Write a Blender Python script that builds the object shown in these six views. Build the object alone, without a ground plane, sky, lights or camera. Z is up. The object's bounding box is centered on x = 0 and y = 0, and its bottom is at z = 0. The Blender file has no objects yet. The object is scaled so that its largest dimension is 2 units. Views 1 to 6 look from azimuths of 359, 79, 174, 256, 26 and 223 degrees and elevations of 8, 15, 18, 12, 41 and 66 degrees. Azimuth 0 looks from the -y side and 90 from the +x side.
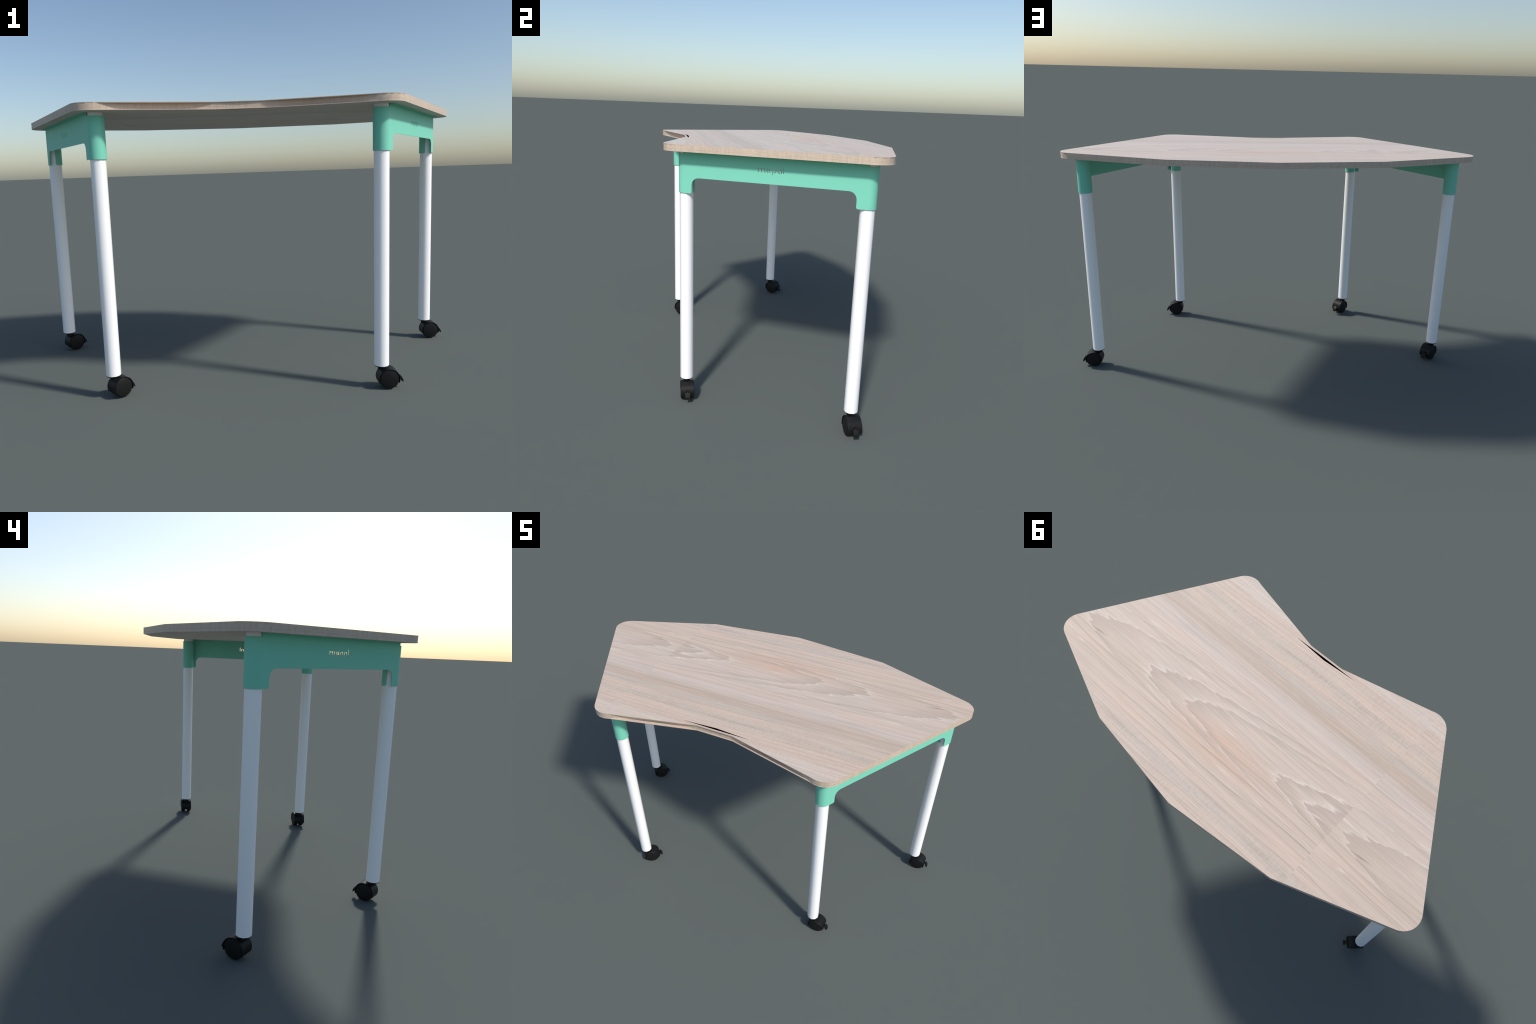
"""Wheeled classroom table: pale wood top, two green end brackets, four white tube legs on black casters."""
import bpy, bmesh, math
from mathutils import Vector, Matrix

# ------------------------------------------------------------------ sizes (metres)
TOP_Z, UNDER_Z = 1.127, 1.099          # tabletop faces
SKIN = 0.0022                          # laminate thickness
LEG_R = 0.029
LEG_BOTTOM = 0.0925
FRONT_LEG = (0.530, -0.430)
BACK_LEG = (0.904, 0.219)
SPAN = math.dist(FRONT_LEG, BACK_LEG)  # leg to leg distance along one bracket
BR_R = 0.0325                          # outer radius of bracket collar
BR_T = 0.0016                          # bracket sheet thickness

# ------------------------------------------------------------------ node helper
class Nodes:
    def __init__(self, name):
        self.mat = bpy.data.materials.new(name)
        self.mat.use_nodes = True
        self.t = self.mat.node_tree
        self.t.nodes.clear()
        self.out = self.t.nodes.new('ShaderNodeOutputMaterial')
        self.bsdf = self.t.nodes.new('ShaderNodeBsdfPrincipled')
        self.t.links.new(self.bsdf.outputs[0], self.out.inputs[0])

    def put(self, sock, v):
        if isinstance(v, bpy.types.NodeSocket):
            self.t.links.new(v, sock)
        else:
            sock.default_value = v

    def math(self, op, a, b=0.0, c=0.0, clamp=False):
        n = self.t.nodes.new('ShaderNodeMath')
        n.operation = op
        n.use_clamp = clamp
        for i, v in enumerate((a, b, c)):
            self.put(n.inputs[i], v)
        return n.outputs[0]

    def add(self, a, b): return self.math('ADD', a, b)
    def sub(self, a, b): return self.math('SUBTRACT', a, b)
    def mul(self, a, b, clamp=False): return self.math('MULTIPLY', a, b, clamp=clamp)

    def coords(self):
        tc = self.t.nodes.new('ShaderNodeTexCoord')
        s = self.t.nodes.new('ShaderNodeSeparateXYZ')
        self.t.links.new(tc.outputs['Object'], s.inputs[0])
        return s.outputs[0], s.outputs[1], s.outputs[2]

    def vec(self, x, y, z=0.0):
        n = self.t.nodes.new('ShaderNodeCombineXYZ')
        for i, v in enumerate((x, y, z)):
            self.put(n.inputs[i], v)
        return n.outputs[0]

    def noise(self, x, y, sx, sy, z=0.0, sz=1.0, detail=2.0, rough=0.5):
        n = self.t.nodes.new('ShaderNodeTexNoise')
        zz = self.mul(z, sz) if isinstance(z, bpy.types.NodeSocket) else z
        self.put(n.inputs['Vector'], self.vec(self.mul(x, sx), self.mul(y, sy), zz))
        n.inputs['Scale'].default_value = 1.0
        n.inputs['Detail'].default_value = detail
        n.inputs['Roughness'].default_value = rough
        return n.outputs[0]

    def remap(self, v, a, b, c=0.0, d=1.0, smooth=False):
        n = self.t.nodes.new('ShaderNodeMapRange')
        n.interpolation_type = 'SMOOTHSTEP' if smooth else 'LINEAR'
        n.clamp = True
        for i, w in enumerate((v, a, b, c, d)):
            self.put(n.inputs[i], w)
        return n.outputs[0]

    def bump_band(self, v, centre, half):
        """1 at centre, 0 beyond half width, smooth."""
        d = self.math('ABSOLUTE', self.sub(v, centre))
        return self.remap(d, 0.0, half, 1.0, 0.0, smooth=True)

    def ramp(self, fac, stops, interp='LINEAR'):
        n = self.t.nodes.new('ShaderNodeValToRGB')
        n.color_ramp.interpolation = interp
        els = n.color_ramp.elements
        while len(els) > 1:
            els.remove(els[-1])
        for i, (p, col) in enumerate(stops):
            e = els[0] if i == 0 else els.new(p)
            e.position = p
            e.color = (*col, 1.0) if len(col) == 3 else col
        self.put(n.inputs[0], fac)
        return n.outputs[0]

    def mix(self, fac, a, b, mode='MIX'):
        n = self.t.nodes.new('ShaderNodeMix')
        n.data_type = 'RGBA'
        n.blend_type = mode
        self.put(n.inputs[0], fac)
        for sock, v in ((n.inputs[6], a), (n.inputs[7], b)):
            self.put(sock, (*v, 1.0) if isinstance(v, tuple) else v)
        return n.outputs[2]

    def finish(self, color, rough=0.5, spec=0.5, bump=None, strength=0.1, dist=0.001):
        self.put(self.bsdf.inputs['Base Color'], (*color, 1.0) if isinstance(color, tuple) else color)
        self.put(self.bsdf.inputs['Roughness'], rough)
        self.bsdf.inputs['Specular IOR Level'].default_value = spec
        if bump is not None:
            b = self.t.nodes.new('ShaderNodeBump')
            b.inputs['Strength'].default_value = strength
            b.inputs['Distance'].default_value = dist
            self.put(b.inputs['Height'], bump)
            self.t.links.new(b.outputs[0], self.bsdf.inputs['Normal'])
        return self.mat


def srgb(r, g, b, k=1.0):
    f = lambda c: (c / 12.92 if c <= 0.04045 else ((c + 0.055) / 1.055) ** 2.4)
    return tuple(min(1.0, f(v / 255.0) * k) for v in (r, g, b))

def wood_tint(r, g, b):
    """Sunlit picture value -> base colour of the veneer."""
    c = srgb(r, g, b)
    return (c[0] * 0.94, c[1] * 0.882, c[2] * 0.808)

# ------------------------------------------------------------------ materials

def wood_face():
    m = Nodes('pale_wood_grain')
    x, y, z = m.coords()
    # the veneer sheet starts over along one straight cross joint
    xx = m.math('WRAP', x, 0.995, -0.542)
    warp = m.noise(xx, y, 1.8, 9.0, detail=1.0)
    yw = m.add(y, m.mul(m.sub(warp, 0.5), 0.014))
    # cathedral figure: nested parabolas with tips pointing along +x
    dy = m.sub(yw, 0.157)
    fr = m.math('MAXIMUM', m.mul(dy, -1.0), 0.0)
    bk = m.math('MAXIMUM', dy, 0.0)
    jag = m.add(m.mul(m.sub(m.noise(xx, y, 8.0, 60.0, detail=2.5), 0.5), 0.17),
                m.mul(m.sub(m.noise(xx, y, 1.6, 16.0, 3.7, detail=1.0), 0.5), 0.16))
    phi = m.add(m.add(xx, m.add(m.mul(m.mul(fr, fr), 22.0), m.mul(m.mul(bk, bk), 75.0))), jag)
    lo, hi = -0.7, 2.3
    tips = [(-0.425, 1.0), (-0.26, 1.0), (0.29, 0.9), (0.53, 1.0), (0.95, 0.8), (1.30, 0.35), (1.75, 0.3)]
    stops = []
    for T, a in tips:
        for off, v in ((-0.16, 0.0), (-0.008, -0.36), (0.004, 0.95), (0.018, 0.32), (0.060, 0.0)):
            g = 0.45 + 0.5 * v * a
            stops.append(((T + off - lo) / (hi - lo), (g, g, g)))
    stops = sorted(stops, key=lambda s: s[0])
    keep = []
    for s in stops:
        if not keep or s[0] - keep[-1][0] > 0.004:
            keep.append(s)
    ring = m.ramp(m.remap(phi, lo, hi), keep[:32])
    # figure sits only in the middle flitch, and is fainter on its back flank
    fig = m.mul(m.remap(yw, -0.09, 0.02, 0.0, 1.0, True), m.remap(yw, 0.19, 0.30, 1.0, 0.0, True))
    along = m.remap(m.noise(xx, y, 7.0, 30.0, 12.5, detail=2.0), 0.30, 0.60, 0.25, 1.0)
    light = m.mul(m.mul(m.mul(m.remap(ring, 0.45, 0.95), fig), along), 0.85)
    dark = m.mul(m.mul(m.remap(ring, 0.45, 0.25), fig), 0.75)

    # broad colour bands across the sheet
    c = wood_tint
    ypos = lambda v: (v + 0.53) / 1.06
    bands = [(-0.53, c(216, 204, 196)), (-0.455, c(224, 214, 207)), (-0.425, c(217, 200, 189)), (-0.355, c(219, 201, 189)),
             (-0.330, c(206, 195, 185)), (-0.305, c(207, 196, 186)), (-0.275, c(219, 201, 187)), (-0.245, c(206, 194, 184)),
             (-0.225, c(203, 193, 185)), (-0.203, c(200, 184, 171)), (-0.166, c(199, 183, 170)), (-0.148, c(213, 200, 192)),
             (-0.105, c(217, 205, 200)), (-0.06, c(221, 205, 195)), (0.0, c(216, 202, 193)), (0.06, c(217, 204, 195)),
             (0.12, c(212, 198, 188)), (0.20, c(215, 199, 186)), (0.25, c(219, 202, 189)), (0.31, c(215, 199, 187)),
             (0.385, c(220, 203, 192)), (0.415, c(207, 196, 188)), (0.437, c(209, 198, 190)), (0.46, c(219, 203, 191)),
             (0.53, c(219, 202, 190))]
    yband = m.add(y, m.mul(m.sub(m.noise(xx, y, 2.0, 9.0, 8.1, detail=1.0), 0.5), 0.014))
    col = m.ramp(m.remap(yband, -0.53, 0.53), [(ypos(p), v) for p, v in bands])
    # pink heart patch in the middle
    px = m.mul(m.sub(xx, 0.02), 1.0 / 0.42)
    py = m.mul(m.sub(yw, 0.215), 1.0 / 0.12)
    rad = m.math('SQRT', m.add(m.mul(px, px), m.mul(py, py)))
    pink = m.mul(m.remap(rad, 0.0, 1.0, 1.0, 0.0, True), 0.85)
    col = m.mix(pink, col, c(221, 187, 167))
    # soft cloudy tint, warm and cool
    cloud = m.noise(xx, y, 3.0, 24.0, 1.3, detail=3.0)
    col = m.mix(m.mul(m.remap(cloud, 0.50, 0.75), 0.55), col, c(225, 201, 187))
    col = m.mix(m.mul(m.remap(cloud, 0.50, 0.28), 0.50), col, c(205, 196, 188))
    # fine fibre
    fib = m.noise(xx, yw, 4.5, 230.0, 2.2, detail=4.0, rough=0.65)
    col = m.mix(m.mul(m.remap(fib, 0.52, 0.72), 0.50), col, c(232, 221, 212))
    col = m.mix(m.mul(m.remap(fib, 0.48, 0.28), 0.50), col, c(184, 169, 157))
    mid = m.noise(xx, yw, 1.1, 62.0, 4.4, detail=2.0)
    col = m.mix(m.mul(m.remap(mid, 0.53, 0.72), 0.20), col, c(227, 212, 201))
    col = m.mix(m.mul(m.remap(mid, 0.47, 0.30), 0.22), col, c(192, 179, 169))
    # slanting pore dashes
    por = m.noise(m.add(xx, m.mul(y, 1.5)), yw, 22.0, 330.0, 5.0, detail=2.0)
    col = m.mix(m.mul(m.remap(por, 0.60, 0.74), 0.28), col, c(232, 222, 215))
    # cathedral figure
    col = m.mix(dark, col, c(186, 172, 163))
    col = m.mix(light, col, c(240, 233, 227))
    # long thin dark growth lines: each starts crisp and fades over its ring
    def growth(freq, seed, width, amount, lo_y, hi_y):
        wob = m.noise(xx, y, 0.9, 7.0, seed, detail=1.0)
        f = m.math('FRACT', m.add(m.mul(yw, freq), m.mul(wob, 3.2)))
        line = m.add(m.mul(m.remap(f, 0.0, width, 1.0, 0.0), 0.75), m.remap(f, 0.0, 0.55, 0.28, 0.0))
        soft = m.remap(m.noise(xx, yw, 2.4, 30.0, seed + 4.0, detail=1.0), 0.36, 0.60)
        zone = m.mul(m.remap(y, lo_y - 0.03, lo_y + 0.03), m.remap(y, hi_y - 0.03, hi_y + 0.03, 1.0, 0.0))
        return m.mul(m.mul(line, soft), m.mul(zone, amount))
    for args in ((21.0, 11.0, 0.075, 0.85, 0.18, 0.60), (37.0, 23.0, 0.11, 0.45, 0.15, 0.60),
                 (33.0, 15.0, 0.10, 0.55, -0.60, -0.06), (58.0, 27.0, 0.14, 0.35, -0.60, 0.02), (30.0, 19.0, 0.09, 0.35, -0.10, 0.20)):
        col = m.mix(growth(*args), col, c(160, 148, 138))
    # thin pale streaks through the middle flitch
    n = m.noise(xx, yw, 0.8, 16.0, 31.0, detail=0.0)
    f = m.remap(m.math('ABSOLUTE', m.sub(m.math('FRACT', m.mul(n, 6.0)), 0.5)), 0.0, 0.07, 1.0, 0.0)
    br = m.remap(m.noise(xx, yw, 4.0, 45.0, 33.0, detail=1.0), 0.48, 0.62)
    zn = m.mul(m.remap(y, -0.12, -0.04), m.remap(y, 0.30, 0.38, 1.0, 0.0))
    col = m.mix(m.mul(m.mul(f, br), m.mul(zn, 0.60)), col, c(238, 230, 224))
    # short dark bark streak (repeats with the sheet)
    s = m.mul(m.bump_band(m.sub(yw, m.mul(m.sub(xx, 0.845), 0.10)), 0.1755, 0.006), m.bump_band(xx, 0.845, 0.062))
    col = m.mix(m.mul(s, 0.9), col, c(158, 147, 137))
    # grey smudge just before the joint
    g = m.mul(m.bump_band(yw, 0.082, 0.018), m.remap(xx, -0.542, -0.40, 1.0, 0.0))
    col = m.mix(m.mul(g, 0.75), col, c(180, 167, 159))
    # cross hatching (ray fleck) along the front and back strips
    zone = m.add(m.remap(y, -0.20, -0.27), m.remap(y, 0.36, 0.40))
    hat = m.noise(xx, y, 170.0, 26.0, 7.0, detail=2.0)
    col = m.mix(m.mul(m.mul(m.remap(hat, 0.50, 0.70), zone), 0.24), col, c(192, 178, 168))
    col = m.mix(m.mul(m.mul(m.remap(hat, 0.50, 0.30), zone), 0.22), col, c(229, 214, 204))
    fl = m.add(m.bump_band(y, -0.322, 0.030), m.add(m.bump_band(y, 0.425, 0.022), m.mul(m.bump_band(y, -0.236, 0.02), 0.5)))
    ray = m.noise(xx, y, 105.0, 30.0, 9.0, detail=1.0)
    grow = m.mul(m.remap(m.noise(xx, y, 5.0, 20.0, 6.0, detail=1.0), 0.35, 0.65), m.remap(xx, 0.9, -0.54, 0.5, 1.0))
    col = m.mix(m.mul(m.mul(m.mul(m.remap(ray, 0.46, 0.64), fl), grow), 0.50), col, c(180, 167, 155))
    # dry veneer: whitens a little at grazing angles
    m.bsdf.inputs['Sheen Weight'].default_value = 0.35
    m.bsdf.inputs['Sheen Roughness'].default_value = 0.35
    return m.finish(col, rough=0.68, spec=0.65)


def wood_edge():
    m = Nodes('pale_wood_edge')
    x, y, z = m.coords()
    c = wood_tint
    a, b = c(213, 199, 187), c(201, 187, 175)
    n1 = m.noise(x, y, 160.0, 160.0, z, 14.0, detail=2.0)
    col = m.mix(m.remap(n1, 0.38, 0.62), a, b)
    n2 = m.noise(x, y, 4.0, 4.0, z, 420.0, detail=2.0)
    col = m.mix(m.mul(m.remap(n2, 0.5, 0.72), 0.45), col, c(186, 172, 158))
    n3 = m.noise(x, y, 55.0, 55.0, z, 200.0, detail=2.0)
    col = m.mix(m.mul(m.remap(n3, 0.5, 0.7), 0.4), col, c(226, 207, 190))
    # one thin glue line runs along the ply
    wav = m.mul(m.sub(m.noise(x, y, 5.0, 5.0, detail=1.0), 0.5), 0.006)
    line = m.bump_band(m.add(z, wav), 1.1085, 0.0009)
    col = m.mix(m.mul(line, 0.55), col, c(168, 156, 144))
    return m.finish(col, rough=0.6, spec=0.45)


def plain(name, col, rough, spec=0.4, vary=0.03, scale=60.0):
    m = Nodes(name)
    x, y, z = m.coords()
    n = m.noise(x, y, scale, scale, z, scale, detail=2.0)
    dk = tuple(v * (1.0 - 2 * vary) for v in col)
    return m.finish(m.mix(n, col, dk), rough=rough, spec=spec)

M_WOOD = wood_face()
M_EDGE = wood_edge()
M_CRACK = plain('dark_crack', (0.004, 0.0035, 0.003), 0.95, 0.0)  # slit walls coloured near-black to draw the unlit hollow inside
M_GREEN = plain('mint_green_paint', srgb(132, 219, 193, 0.93), 0.55, 0.3, 0.012)
M_WHITE = plain('white_powder_coat', (1.0, 1.0, 1.0), 0.4, 0.5, 0.002)
M_BLACK = plain('black_plastic', (0.0095, 0.0095, 0.0095), 0.5, 0.2, 0.05)
M_TYRE = plain('black_wheel', (0.0105, 0.0105, 0.0105), 0.55, 0.2, 0.05)

# ------------------------------------------------------------------ mesh helpers
def add_object(name, mesh, parent=None, loc=(0, 0, 0), rot=0.0):
    ob = bpy.data.objects.new(name, mesh)
    bpy.context.scene.collection.objects.link(ob)
    ob.parent = parent
    ob.location = loc
    ob.rotation_euler = (0, 0, rot)
    return ob

def mesh_from(bm, name, mats, smooth_angle=None):
    bmesh.ops.recalc_face_normals(bm, faces=bm.faces)
    if smooth_angle is not None:
        for f in bm.faces:
            f.smooth = True
        for e in bm.edges:
            e.smooth = (len(e.link_faces) == 2 and e.calc_face_angle(0.0) < smooth_angle)
    me = bpy.data.meshes.new(name)
    bm.to_mesh(me)
    bm.free()
    for mt in mats:
        me.materials.append(mt)
    return me

def prism(bm, pts, z0, z1):
    lo = [bm.verts.new((p[0], p[1], z0)) for p in pts]
    hi = [bm.verts.new((p[0], p[1], z1)) for p in pts]
    bm.faces.new(lo[::-1])
    bm.faces.new(hi)
    n = len(pts)
    for i in range(n):
        bm.faces.new((lo[i], lo[(i + 1) % n], hi[(i + 1) % n], hi[i]))

def apply_mods(ob):
    dg = bpy.context.evaluated_depsgraph_get()
    me = bpy.data.meshes.new_from_object(ob.evaluated_get(dg))
    ob.modifiers.clear()
    old = ob.data
    ob.data = me
    bpy.data.meshes.remove(old)

def cut(ob, cutter_mesh, self_cut=False):
    tool = bpy.data.objects.new('cutting_tool', cutter_mesh)
    bpy.context.scene.collection.objects.link(tool)
    md = ob.modifiers.new('cut', 'BOOLEAN')
    md.operation = 'DIFFERENCE'
    md.solver = 'EXACT'
    md.use_self = self_cut
    md.object = tool
    apply_mods(ob)
    bpy.data.objects.remove(tool)
    bpy.data.meshes.remove(cutter_mesh)

def arc(cx, cy, r, a0, a1, n):
    return [(cx + r * math.cos(math.radians(a0 + (a1 - a0) * i / n)),
             cy + r * math.sin(math.radians(a0 + (a1 - a0) * i / n))) for i in range(n + 1)]

# ------------------------------------------------------------------ tabletop
def top_outline(corner_steps, front):
    """Closed outline: front edge points given left to right, then round by the back."""
    side = []
    side += arc(0.535, -0.4435, 0.080, -112, -30, corner_steps)      # front corner
    side += arc(0.925, 0.2215, 0.075, -30, 69.3, corner_steps)       # back corner
    side += [(0.4955, 0.4640), (0.0, 0.5225)]
    left = [(-px, py) for px, py in side if px > 1e-6]
    return list(front) + side + left[::-1]

skin_outline = top_outline(10, [(-0.090, -0.4175), (0.090, -0.4175)])   # long straight facets
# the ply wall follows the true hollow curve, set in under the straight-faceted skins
half_wall = [(0.09, -0.4140), (0.19, -0.4225), (0.28, -0.4410), (0.36, -0.4625), (0.44, -0.4880)]
wall = [(-px, py) for px, py in half_wall[::-1]] + [(0.0, -0.4120)] + half_wall
core_outline = top_outline(4, wall)                                  # true hollow curve, set in under the skins

def board(name, outline, z0, z1):
    bm = bmesh.new()
    prism(bm, outline, z0, z1)
    return mesh_from(bm, name, [M_WOOD, M_EDGE, M_CRACK])

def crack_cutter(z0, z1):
    bm = bmesh.new()
    prism(bm, [(-0.169, -0.4078), (0.0, -0.4085), (0.169, -0.4078), (0.0, -0.3970)], z0, z1)
    return mesh_from(bm, 'crack_cut', [])

def paint_board(ob):
    me = ob.data
    for p in me.polygons:
        c = p.center
        in_crack = abs(c.x) < 0.172 and -0.4105 < c.y < -0.3965 and p.area < 0.004
        if in_crack:
            p.material_index = 2
        else:
            p.material_index = 0 if abs(p.normal.z) > 0.5 else 1
            p.use_smooth = p.material_index == 1
    bm = bmesh.new()
    bm.from_mesh(me)
    for e in bm.edges:
        e.smooth = len(e.link_faces) == 2 and e.calc_face_angle(0.0) < math.radians(28) and all(f.smooth for f in e.link_faces)
    bm.to_mesh(me)
    bm.free()

table = bpy.data.objects.new('classroom_table', None)
bpy.context.scene.collection.objects.link(table)
table['label'] = 'pale wood trapezoid classroom table on white wheeled legs'
table['category'] = 'table'

tabletop = add_object('tabletop', board('tabletop', core_outline, UNDER_Z + SKIN, TOP_Z - SKIN), table)
cut(tabletop, crack_cutter(TOP_Z - 0.011, TOP_Z + 0.01))
cut(tabletop, crack_cutter(UNDER_Z - 0.01, UNDER_Z + 0.011))
paint_board(tabletop)
for z0, z1 in ((TOP_Z - SKIN, TOP_Z), (UNDER_Z, UNDER_Z + SKIN)):
    lam = add_object('laminate', board('laminate', skin_outline, z0, z1), tabletop)
    cut(lam, crack_cutter(z0 - 0.01, z1 + 0.01))
    paint_board(lam)

# ------------------------------------------------------------------ legs
def tube_mesh(name, r, z0, z1, mat, sides=10):
    bm = bmesh.new()
    prism(bm, [(r * math.cos(math.tau * i / sides), r * math.sin(math.tau * i / sides)) for i in range(sides)], z0, z1)
    return mesh_from(bm, name, [mat], math.radians(50))

leg_mesh = tube_mesh('leg', LEG_R, LEG_BOTTOM, UNDER_Z + 0.0006, M_WHITE)
cap_mesh = tube_mesh('leg_end_cap', LEG_R - 0.0006, LEG_BOTTOM - 0.0035, LEG_BOTTOM + 0.004, M_BLACK)

# ------------------------------------------------------------------ brackets
HALF = SPAN / 2
WRAP_ANGLE = math.radians(275)            # the collar runs round the leg and stops on its inner side
ARC = WRAP_ANGLE * BR_R                   # unrolled length of the collar
U_END = HALF + ARC
Z_PLATE_TOP, Z_COLLAR_TOP = 1.0985, 1.0868
Z_BEAM, Z_FOOT = 0.9925, 0.9285
TAIL = 0.0377                             # outer tail reaches this far inward from the leg axis

def roll(u):
    """Unrolled strip coordinate -> plan position, outer face; -Y is outward."""
    s = 1 if u >= 0 else -1
    a = abs(u)
    if a <= HALF:
        return (u, -BR_R)
    th = (a - HALF) / BR_R
    return (s * (HALF + BR_R * math.sin(th)), -BR_R * math.cos(th))

def strip_intervals():
    """(u0, u1, bottom0, bottom1, top0, top1) for the right half, left half mirrors."""
    t0 = HALF - TAIL
    f0 = HALF - 0.068
    out = [(0.0, f0 * 0.5, Z_BEAM, Z_BEAM), (f0 * 0.5, f0, Z_BEAM, Z_BEAM)]
    n = 6                                                        # arch fillet
    prev = (f0, Z_BEAM)
    for i in range(1, n + 1):
        a = math.radians(90 * i / n)
        cur = (f0 + (t0 - f0) * math.sin(a), Z_BEAM - 0.031 * (1 - math.cos(a)))
        out.append((prev[0], cur[0], prev[1], cur[1]))
        prev = cur
    r = 0.007                                                    # rounded toe of the tail
    prev = (t0, Z_FOOT + r)
    for i in range(1, 5):
        a = math.radians(90 * i / 4)
        cur = (t0 + r * (1 - math.cos(a)), Z_FOOT + r * (1 - math.sin(a)))
        out.append((prev[0], cur[0], prev[1], cur[1]))
        prev = cur
    out.append((prev[0], HALF, Z_FOOT, Z_FOOT))
    res = [(a, b, c, d, Z_PLATE_TOP, Z_PLATE_TOP) for a, b, c, d in out]
    m = 24
    e0, r = U_END - 0.005, 0.005
    for i in range(m):
        res.append((HALF + (ARC - r) * i / m, HALF + (ARC - r) * (i + 1) / m, Z_FOOT, Z_FOOT, Z_COLLAR_TOP, Z_COLLAR_TOP))
    prev = (e0, Z_FOOT)
    for i in range(1, 4):
        a = math.radians(90 * i / 3)
        cur = (e0 + r * math.sin(a), Z_FOOT + r * (1 - math.cos(a)))
        res.append((prev[0], cur[0], prev[1], cur[1], Z_COLLAR_TOP, Z_COLLAR_TOP))
        prev = cur
    return res

# --- lettering: strokes of a round stencil face, millimetres, baseline at 0, x-height 17
def quarter(cx, cy, rx, ry, a0, a1, n=8):
    return [(cx + rx * math.cos(math.radians(a0 + (a1 - a0) * i / n)),
             cy + ry * math.sin(math.radians(a0 + (a1 - a0) * i / n))) for i in range(n + 1)]

def letter_strokes():
    S = []
    # m: three stems; both arches are open at the crown
    for x0 in (0.0, 13.4):
        S.append([(x0 + 1.4, 0), (x0 + 1.4, 17.2)] if x0 == 0 else [(x0 + 1.4, 0), (x0 + 1.4, 11.5)])
        S.append(quarter(x0 + 8.1, 10.6, 6.7, 5.4, 172, 112, 6))
        S.append(quarter(x0 + 8.1, 10.6, 6.7, 5.4, 74, 0, 7) + [(x0 + 14.8, 0 if x0 else 9.0)])
    # e: bowl open at top and foot
    S.append(quarter(43.4, 8.4, 7.2, 7.4, 100, 258, 12))
    S.append(quarter(43.4, 8.4, 7.2, 7.4, 72, 4, 6))
    S.append([(42.6, 8.0), (51.8, 8.0)])
    S.append(quarter(43.4, 8.4, 7.2, 7.4, 286, 322, 4))
    # p
    S.append([(59.3, -7.2), (59.3, 8.6)])
    S.append(quarter(66.3, 8.6, 7.0, 7.4, 180, 104, 7))
    S.append(quarter(66.3, 8.6, 7.0, 7.4, 80, -104, 14))
    # a
    S.append(quarter(88.4, 8.4, 7.2, 7.4, 104, 284, 14))
    S.append(quarter(88.4, 8.4, 7.2, 7.4, 80, 0, 7) + [(95.6, 0)])
    # l
    S.append([(103.2, 0), (103.2, 24.6)])
    return S

def lettering_cutter():
    bm = bmesh.new()
    w = 1.5
    for k, st in enumerate(letter_strokes()):
        left, right = [], []
        for i, p in enumerate(st):
            a = Vector(st[max(i - 1, 0)])
            b = Vector(st[min(i + 1, len(st) - 1)])
            d = (b - a).normalized()
            nrm = Vector((-d.y, d.x))
            left.append(Vector(p) + nrm * w)
            right.append(Vector(p) - nrm * w)
        ring = left + right[::-1]
        dp = 0.012 + 0.00013 * k
        def P(v, yy):
            return ((v.x - 52.3) / 1000.0, yy, 1.0362 + v.y / 1000.0)
        n = len(st)
        fr = [bm.verts.new(P(v, -BR_R - dp)) for v in ring]
        bk = [bm.verts.new(P(v, -BR_R + dp)) for v in ring]
        N = len(ring)
        for i in range(N):
            bm.faces.new((fr[i], fr[(i + 1) % N], bk[(i + 1) % N], bk[i]))
        for side in (fr, bk):
            for i in range(n - 1):
                bm.faces.new((side[i], side[i + 1], side[N - 2 - i], side[N - 1 - i]))
    return mesh_from(bm, 'letters_cut', [])

def bracket_mesh():
    bm = bmesh.new()
    iv = strip_intervals()
    full = [(-b, -a, d, c, f, e) for a, b, c, d, e, f in iv[::-1]] + iv
    marks = {}
    key = lambda u: round(u, 6)
    for a, b, c, d, e, f in full:
        marks.setdefault(key(a), set()).update((round(c, 6), round(e, 6)))
        marks.setdefault(key(b), set()).update((round(d, 6), round(f, 6)))
    vs = {}
    def V(u, z):
        k = (key(u), round(z, 6))
        if k not in vs:
            px, py = roll(u)
            vs[k] = bm.verts.new((px, py, z))
        return vs[k]
    for a, b, c, d, e, f in full:
        la = sorted(z for z in marks[key(a)] if c - 1e-6 <= z <= e + 1e-6)
        lb = sorted(z for z in marks[key(b)] if d - 1e-6 <= z <= f + 1e-6)
        bm.faces.new([V(a, z) for z in la[::-1]] + [V(b, z) for z in lb])
    # give the sheet its thickness, inward
    for f in bm.faces:
        f.normal_update()
    me = bpy.data.meshes.new('bracket')
    bm.to_mesh(me)
    bm.free()
    me.materials.append(M_GREEN)
    return me

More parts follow.
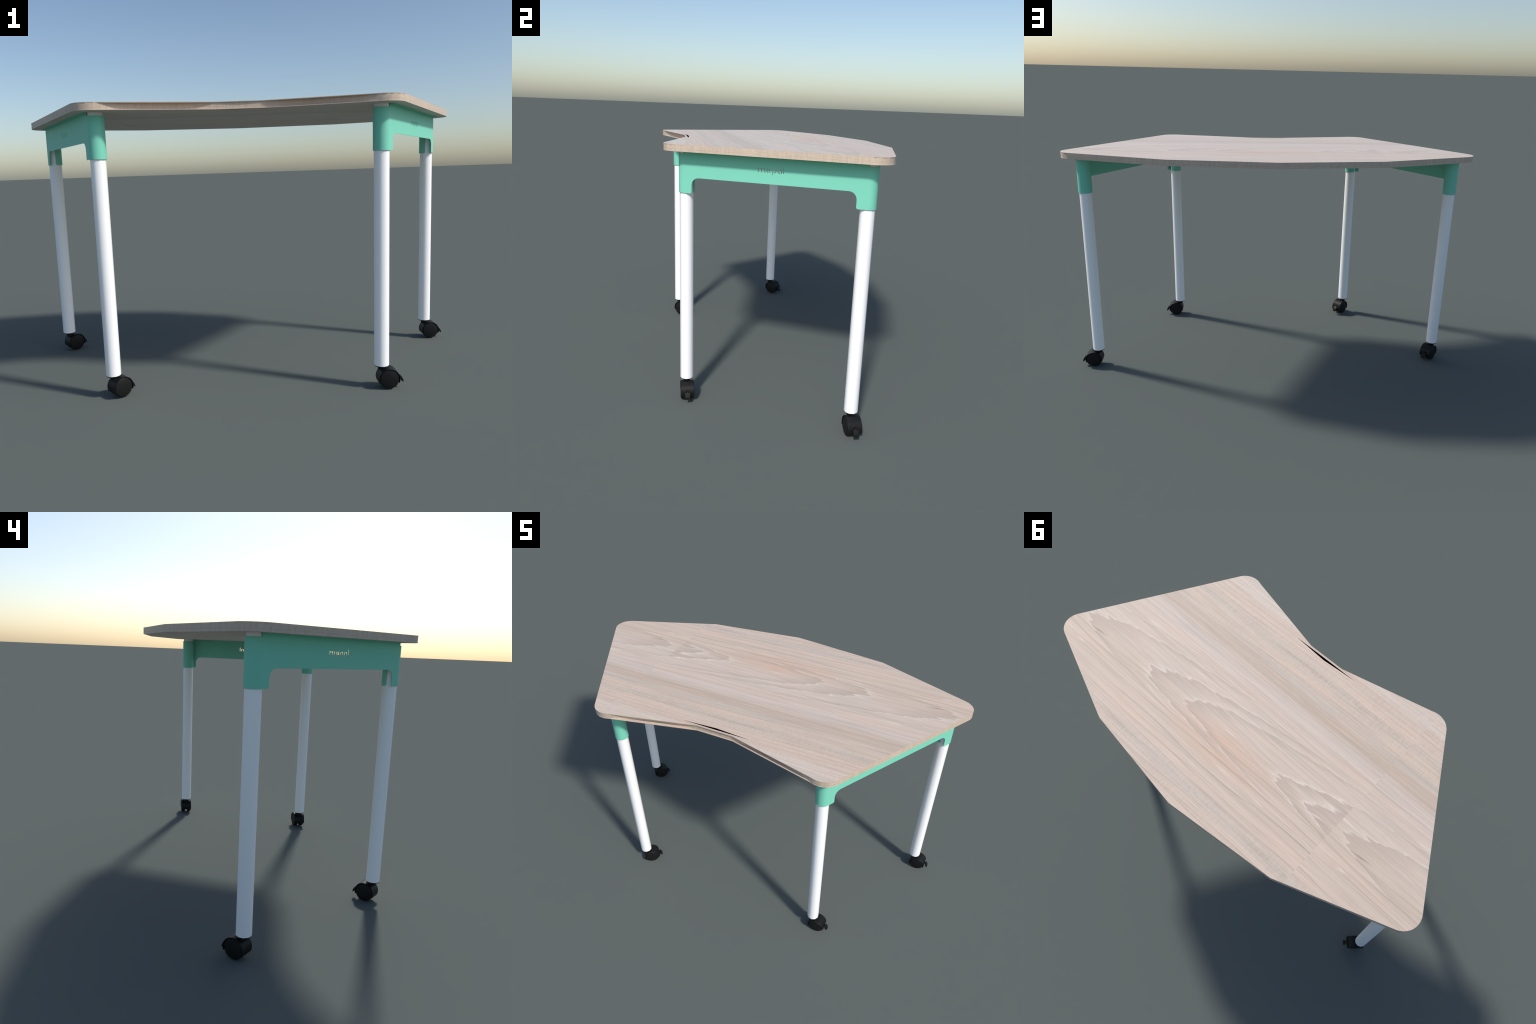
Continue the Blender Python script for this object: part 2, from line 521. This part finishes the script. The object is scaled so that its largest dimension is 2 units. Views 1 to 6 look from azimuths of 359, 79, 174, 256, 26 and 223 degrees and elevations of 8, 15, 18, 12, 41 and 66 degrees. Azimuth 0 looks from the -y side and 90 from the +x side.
def finish_bracket(ob):
    bm = bmesh.new()
    bm.from_mesh(ob.data)
    bmesh.ops.recalc_face_normals(bm, faces=bm.faces)
    mid = [f for f in bm.faces if abs(f.calc_center_median().x) < 0.2]
    if mid and mid[0].normal.y > 0:                      # outer face must look along -Y
        bmesh.ops.reverse_faces(bm, faces=bm.faces)
    bm.to_mesh(ob.data)
    bm.free()
    so = ob.modifiers.new('sheet', 'SOLIDIFY')
    so.thickness = BR_T
    so.offset = -1.0
    so.use_even_offset = True
    bv = ob.modifiers.new('edge', 'BEVEL')
    bv.width = 0.0009
    bv.segments = 2
    bv.limit_method = 'ANGLE'
    bv.angle_limit = math.radians(50)
    apply_mods(ob)
    cut(ob, lettering_cutter(), self_cut=True)
    bm = bmesh.new()
    bm.from_mesh(ob.data)
    for f in bm.faces:                                   # only the rolled collars are shaded smooth
        c = f.calc_center_median()
        f.smooth = (abs(c.x) > HALF or c.y > -BR_R + 0.004) and abs(f.normal.z) < 0.1
    for e in bm.edges:
        e.smooth = len(e.link_faces) == 2 and e.calc_face_angle(0.0) < math.radians(35) \
            and all(f.smooth for f in e.link_faces)
    bm.to_mesh(ob.data)
    bm.free()

def flange_mesh():
    bm = bmesh.new()
    h = HALF - 0.004
    prism(bm, [(-h, -0.0462), (h, -0.0462), (h, -BR_R + 0.0015), (-h, -BR_R + 0.0015)], 1.0962, UNDER_Z + 0.0005)
    bmesh.ops.bevel(bm, geom=[e for e in bm.edges if abs(e.verts[0].co.z - e.verts[1].co.z) > 0.001],
                    offset=0.004, segments=3, affect='EDGES')
    return mesh_from(bm, 'mounting_flange', [M_GREEN])

mid = ((FRONT_LEG[0] + BACK_LEG[0]) / 2, (FRONT_LEG[1] + BACK_LEG[1]) / 2)
beam_angle = math.atan2(BACK_LEG[1] - FRONT_LEG[1], BACK_LEG[0] - FRONT_LEG[0])
bracket = add_object('bracket', bracket_mesh())
finish_bracket(bracket)                       # cut at the origin, then put in place
bracket.parent = table
bracket.location = (mid[0], mid[1], 0)
bracket.rotation_euler = (0, 0, beam_angle)
bracket2 = bracket.copy()
bpy.context.scene.collection.objects.link(bracket2)
bracket2.location = (-mid[0], mid[1], 0)
bracket2.rotation_euler = (0, 0, -beam_angle)
fl_mesh = flange_mesh()
for br in (bracket, bracket2):
    add_object('mounting_flange', fl_mesh, br)

# ------------------------------------------------------------------ casters
AX, AZ = 0.0255, 0.0390                   # axle position relative to the leg axis / floor
WHEEL_R, HOOD_R, HOOD_T, HOOD_W = 0.0390, 0.0428, 0.0019, 0.0595

def hood_mesh():
    bm = bmesh.new()
    ys = [-HOOD_W / 2, -HOOD_W / 2 + 0.002, -0.016, -0.0045, 0.0045, 0.016, HOOD_W / 2 - 0.002, HOOD_W / 2]
    angs = [-21 + 223.0 * i / 40 for i in range(41)]
    grid = {}
    for i, a in enumerate(angs):
        for j, yy in enumerate(ys):
            r = HOOD_R - (0.0012 if j in (0, len(ys) - 1) else 0.0)
            grid[i, j] = bm.verts.new((AX + r * math.cos(math.radians(a)), yy, AZ + r * math.sin(math.radians(a))))
    for i in range(len(angs) - 1):
        am = (angs[i] + angs[i + 1]) / 2
        for j in range(len(ys) - 1):
            if j == 3 and -10 < am < 24:                 # slot for the brake lever
                continue
            bm.faces.new((grid[i, j], grid[i + 1, j], grid[i + 1, j + 1], grid[i, j + 1]))
    bmesh.ops.recalc_face_normals(bm, faces=bm.faces)
    top = max(bm.faces, key=lambda f: f.calc_center_median().z)
    if top.normal.z < 0:
        bmesh.ops.reverse_faces(bm, faces=bm.faces)
    geo = bmesh.ops.solidify(bm, geom=bm.faces[:], thickness=HOOD_T)
    # inner web that carries the axle between the wheels
    pts = [(AX + 0.0412 * math.cos(math.radians(a)), AZ + 0.0412 * math.sin(math.radians(a))) for a in range(20, 201, 6)]
    pts += [(AX - 0.020, AZ - 0.012), (AX + 0.014, AZ - 0.012)]
    fr = [bm.verts.new((p[0], -0.0066, p[1])) for p in pts]
    bk = [bm.verts.new((p[0], 0.0066, p[1])) for p in pts]
    bm.faces.new(fr)
    bm.faces.new(bk[::-1])
    n = len(pts)
    for i in range(n):
        bm.faces.new((fr[i], bk[i], bk[(i + 1) % n], fr[(i + 1) % n]))
    # swivel neck up into the leg
    ring = lambda r, zz: [bm.verts.new((r * math.cos(math.tau * i / 18), r * math.sin(math.tau * i / 18), zz)) for i in range(18)]
    prof = [ring(0.0155, 0.0735), ring(0.0145, 0.0800), ring(0.0105, 0.0835), ring(0.0105, LEG_BOTTOM + 0.002)]
    for a, b in zip(prof, prof[1:]):
        for i in range(18):
            bm.faces.new((a[i], a[(i + 1) % 18], b[(i + 1) % 18], b[i]))
    bm.faces.new(prof[0][::-1])
    bm.faces.new(prof[-1])
    return mesh_from(bm, 'caster', [M_BLACK], math.radians(24))

def wheel_mesh():
    bm = bmesh.new()
    n = 40
    prof = [(0.006, 0.0), (WHEEL_R - 0.0025, 0.0), (WHEEL_R, 0.0025), (WHEEL_R, 0.0165), (WHEEL_R - 0.0016, 0.0188),
            (WHEEL_R - 0.0032, 0.0202), (WHEEL_R - 0.0045, 0.0208), (0.004, 0.0208)]
    rings = [[bm.verts.new((r * math.cos(math.tau * i / n), yy, r * math.sin(math.tau * i / n))) for i in range(n)] for r, yy in prof]
    for a, b in zip(rings, rings[1:]):
        for i in range(n):
            bm.faces.new((a[i], a[(i + 1) % n], b[(i + 1) % n], b[i]))
    bm.faces.new(rings[0])
    bm.faces.new(rings[-1][::-1])
    return mesh_from(bm, 'caster_wheel', [M_TYRE], math.radians(30))

def lever_mesh():
    bm = bmesh.new()
    def slab(pts, half):
        fr = [bm.verts.new((AX + p[0], -half, AZ + p[1])) for p in pts]
        bk = [bm.verts.new((AX + p[0], half, AZ + p[1])) for p in pts]
        bm.faces.new(fr)
        bm.faces.new(bk[::-1])
        n = len(pts)
        for i in range(n):
            bm.faces.new((fr[i], bk[i], bk[(i + 1) % n], fr[(i + 1) % n]))
    slab([(0.0475, 0.0085), (0.0535, 0.0025), (0.0585, -0.0065), (0.0605, -0.0190), (0.0520, -0.0130), (0.0470, -0.0070)], 0.0110)
    slab([(0.0370, 0.0120), (0.0425, 0.0125), (0.0482, 0.0075), (0.0480, -0.0040), (0.0380, -0.0060)], 0.0030)
    return mesh_from(bm, 'brake_lever', [M_BLACK])

hood_me, wheel_me, lever_me = hood_mesh(), wheel_mesh(), lever_mesh()

# leg position, facet phase of the tube, swivel angle of the caster
for (lx, ly), phase, swivel in ((FRONT_LEG, 24, 0), (BACK_LEG, 4, 0),
                                ((-FRONT_LEG[0], FRONT_LEG[1]), 16, 42), ((-BACK_LEG[0], BACK_LEG[1]), 20, 43)):
    leg = add_object('leg', leg_mesh, table, (lx, ly, 0), math.radians(phase))
    add_object('leg_end_cap', cap_mesh, leg)
    caster = add_object('caster', hood_me, table, (lx, ly, 0), math.radians(swivel))
    add_object('caster_wheel', wheel_me, caster, (AX, 0.0078, AZ))
    add_object('caster_wheel', wheel_me, caster, (AX, -0.0078, AZ), math.pi)
    add_object('brake_lever', lever_me, caster)
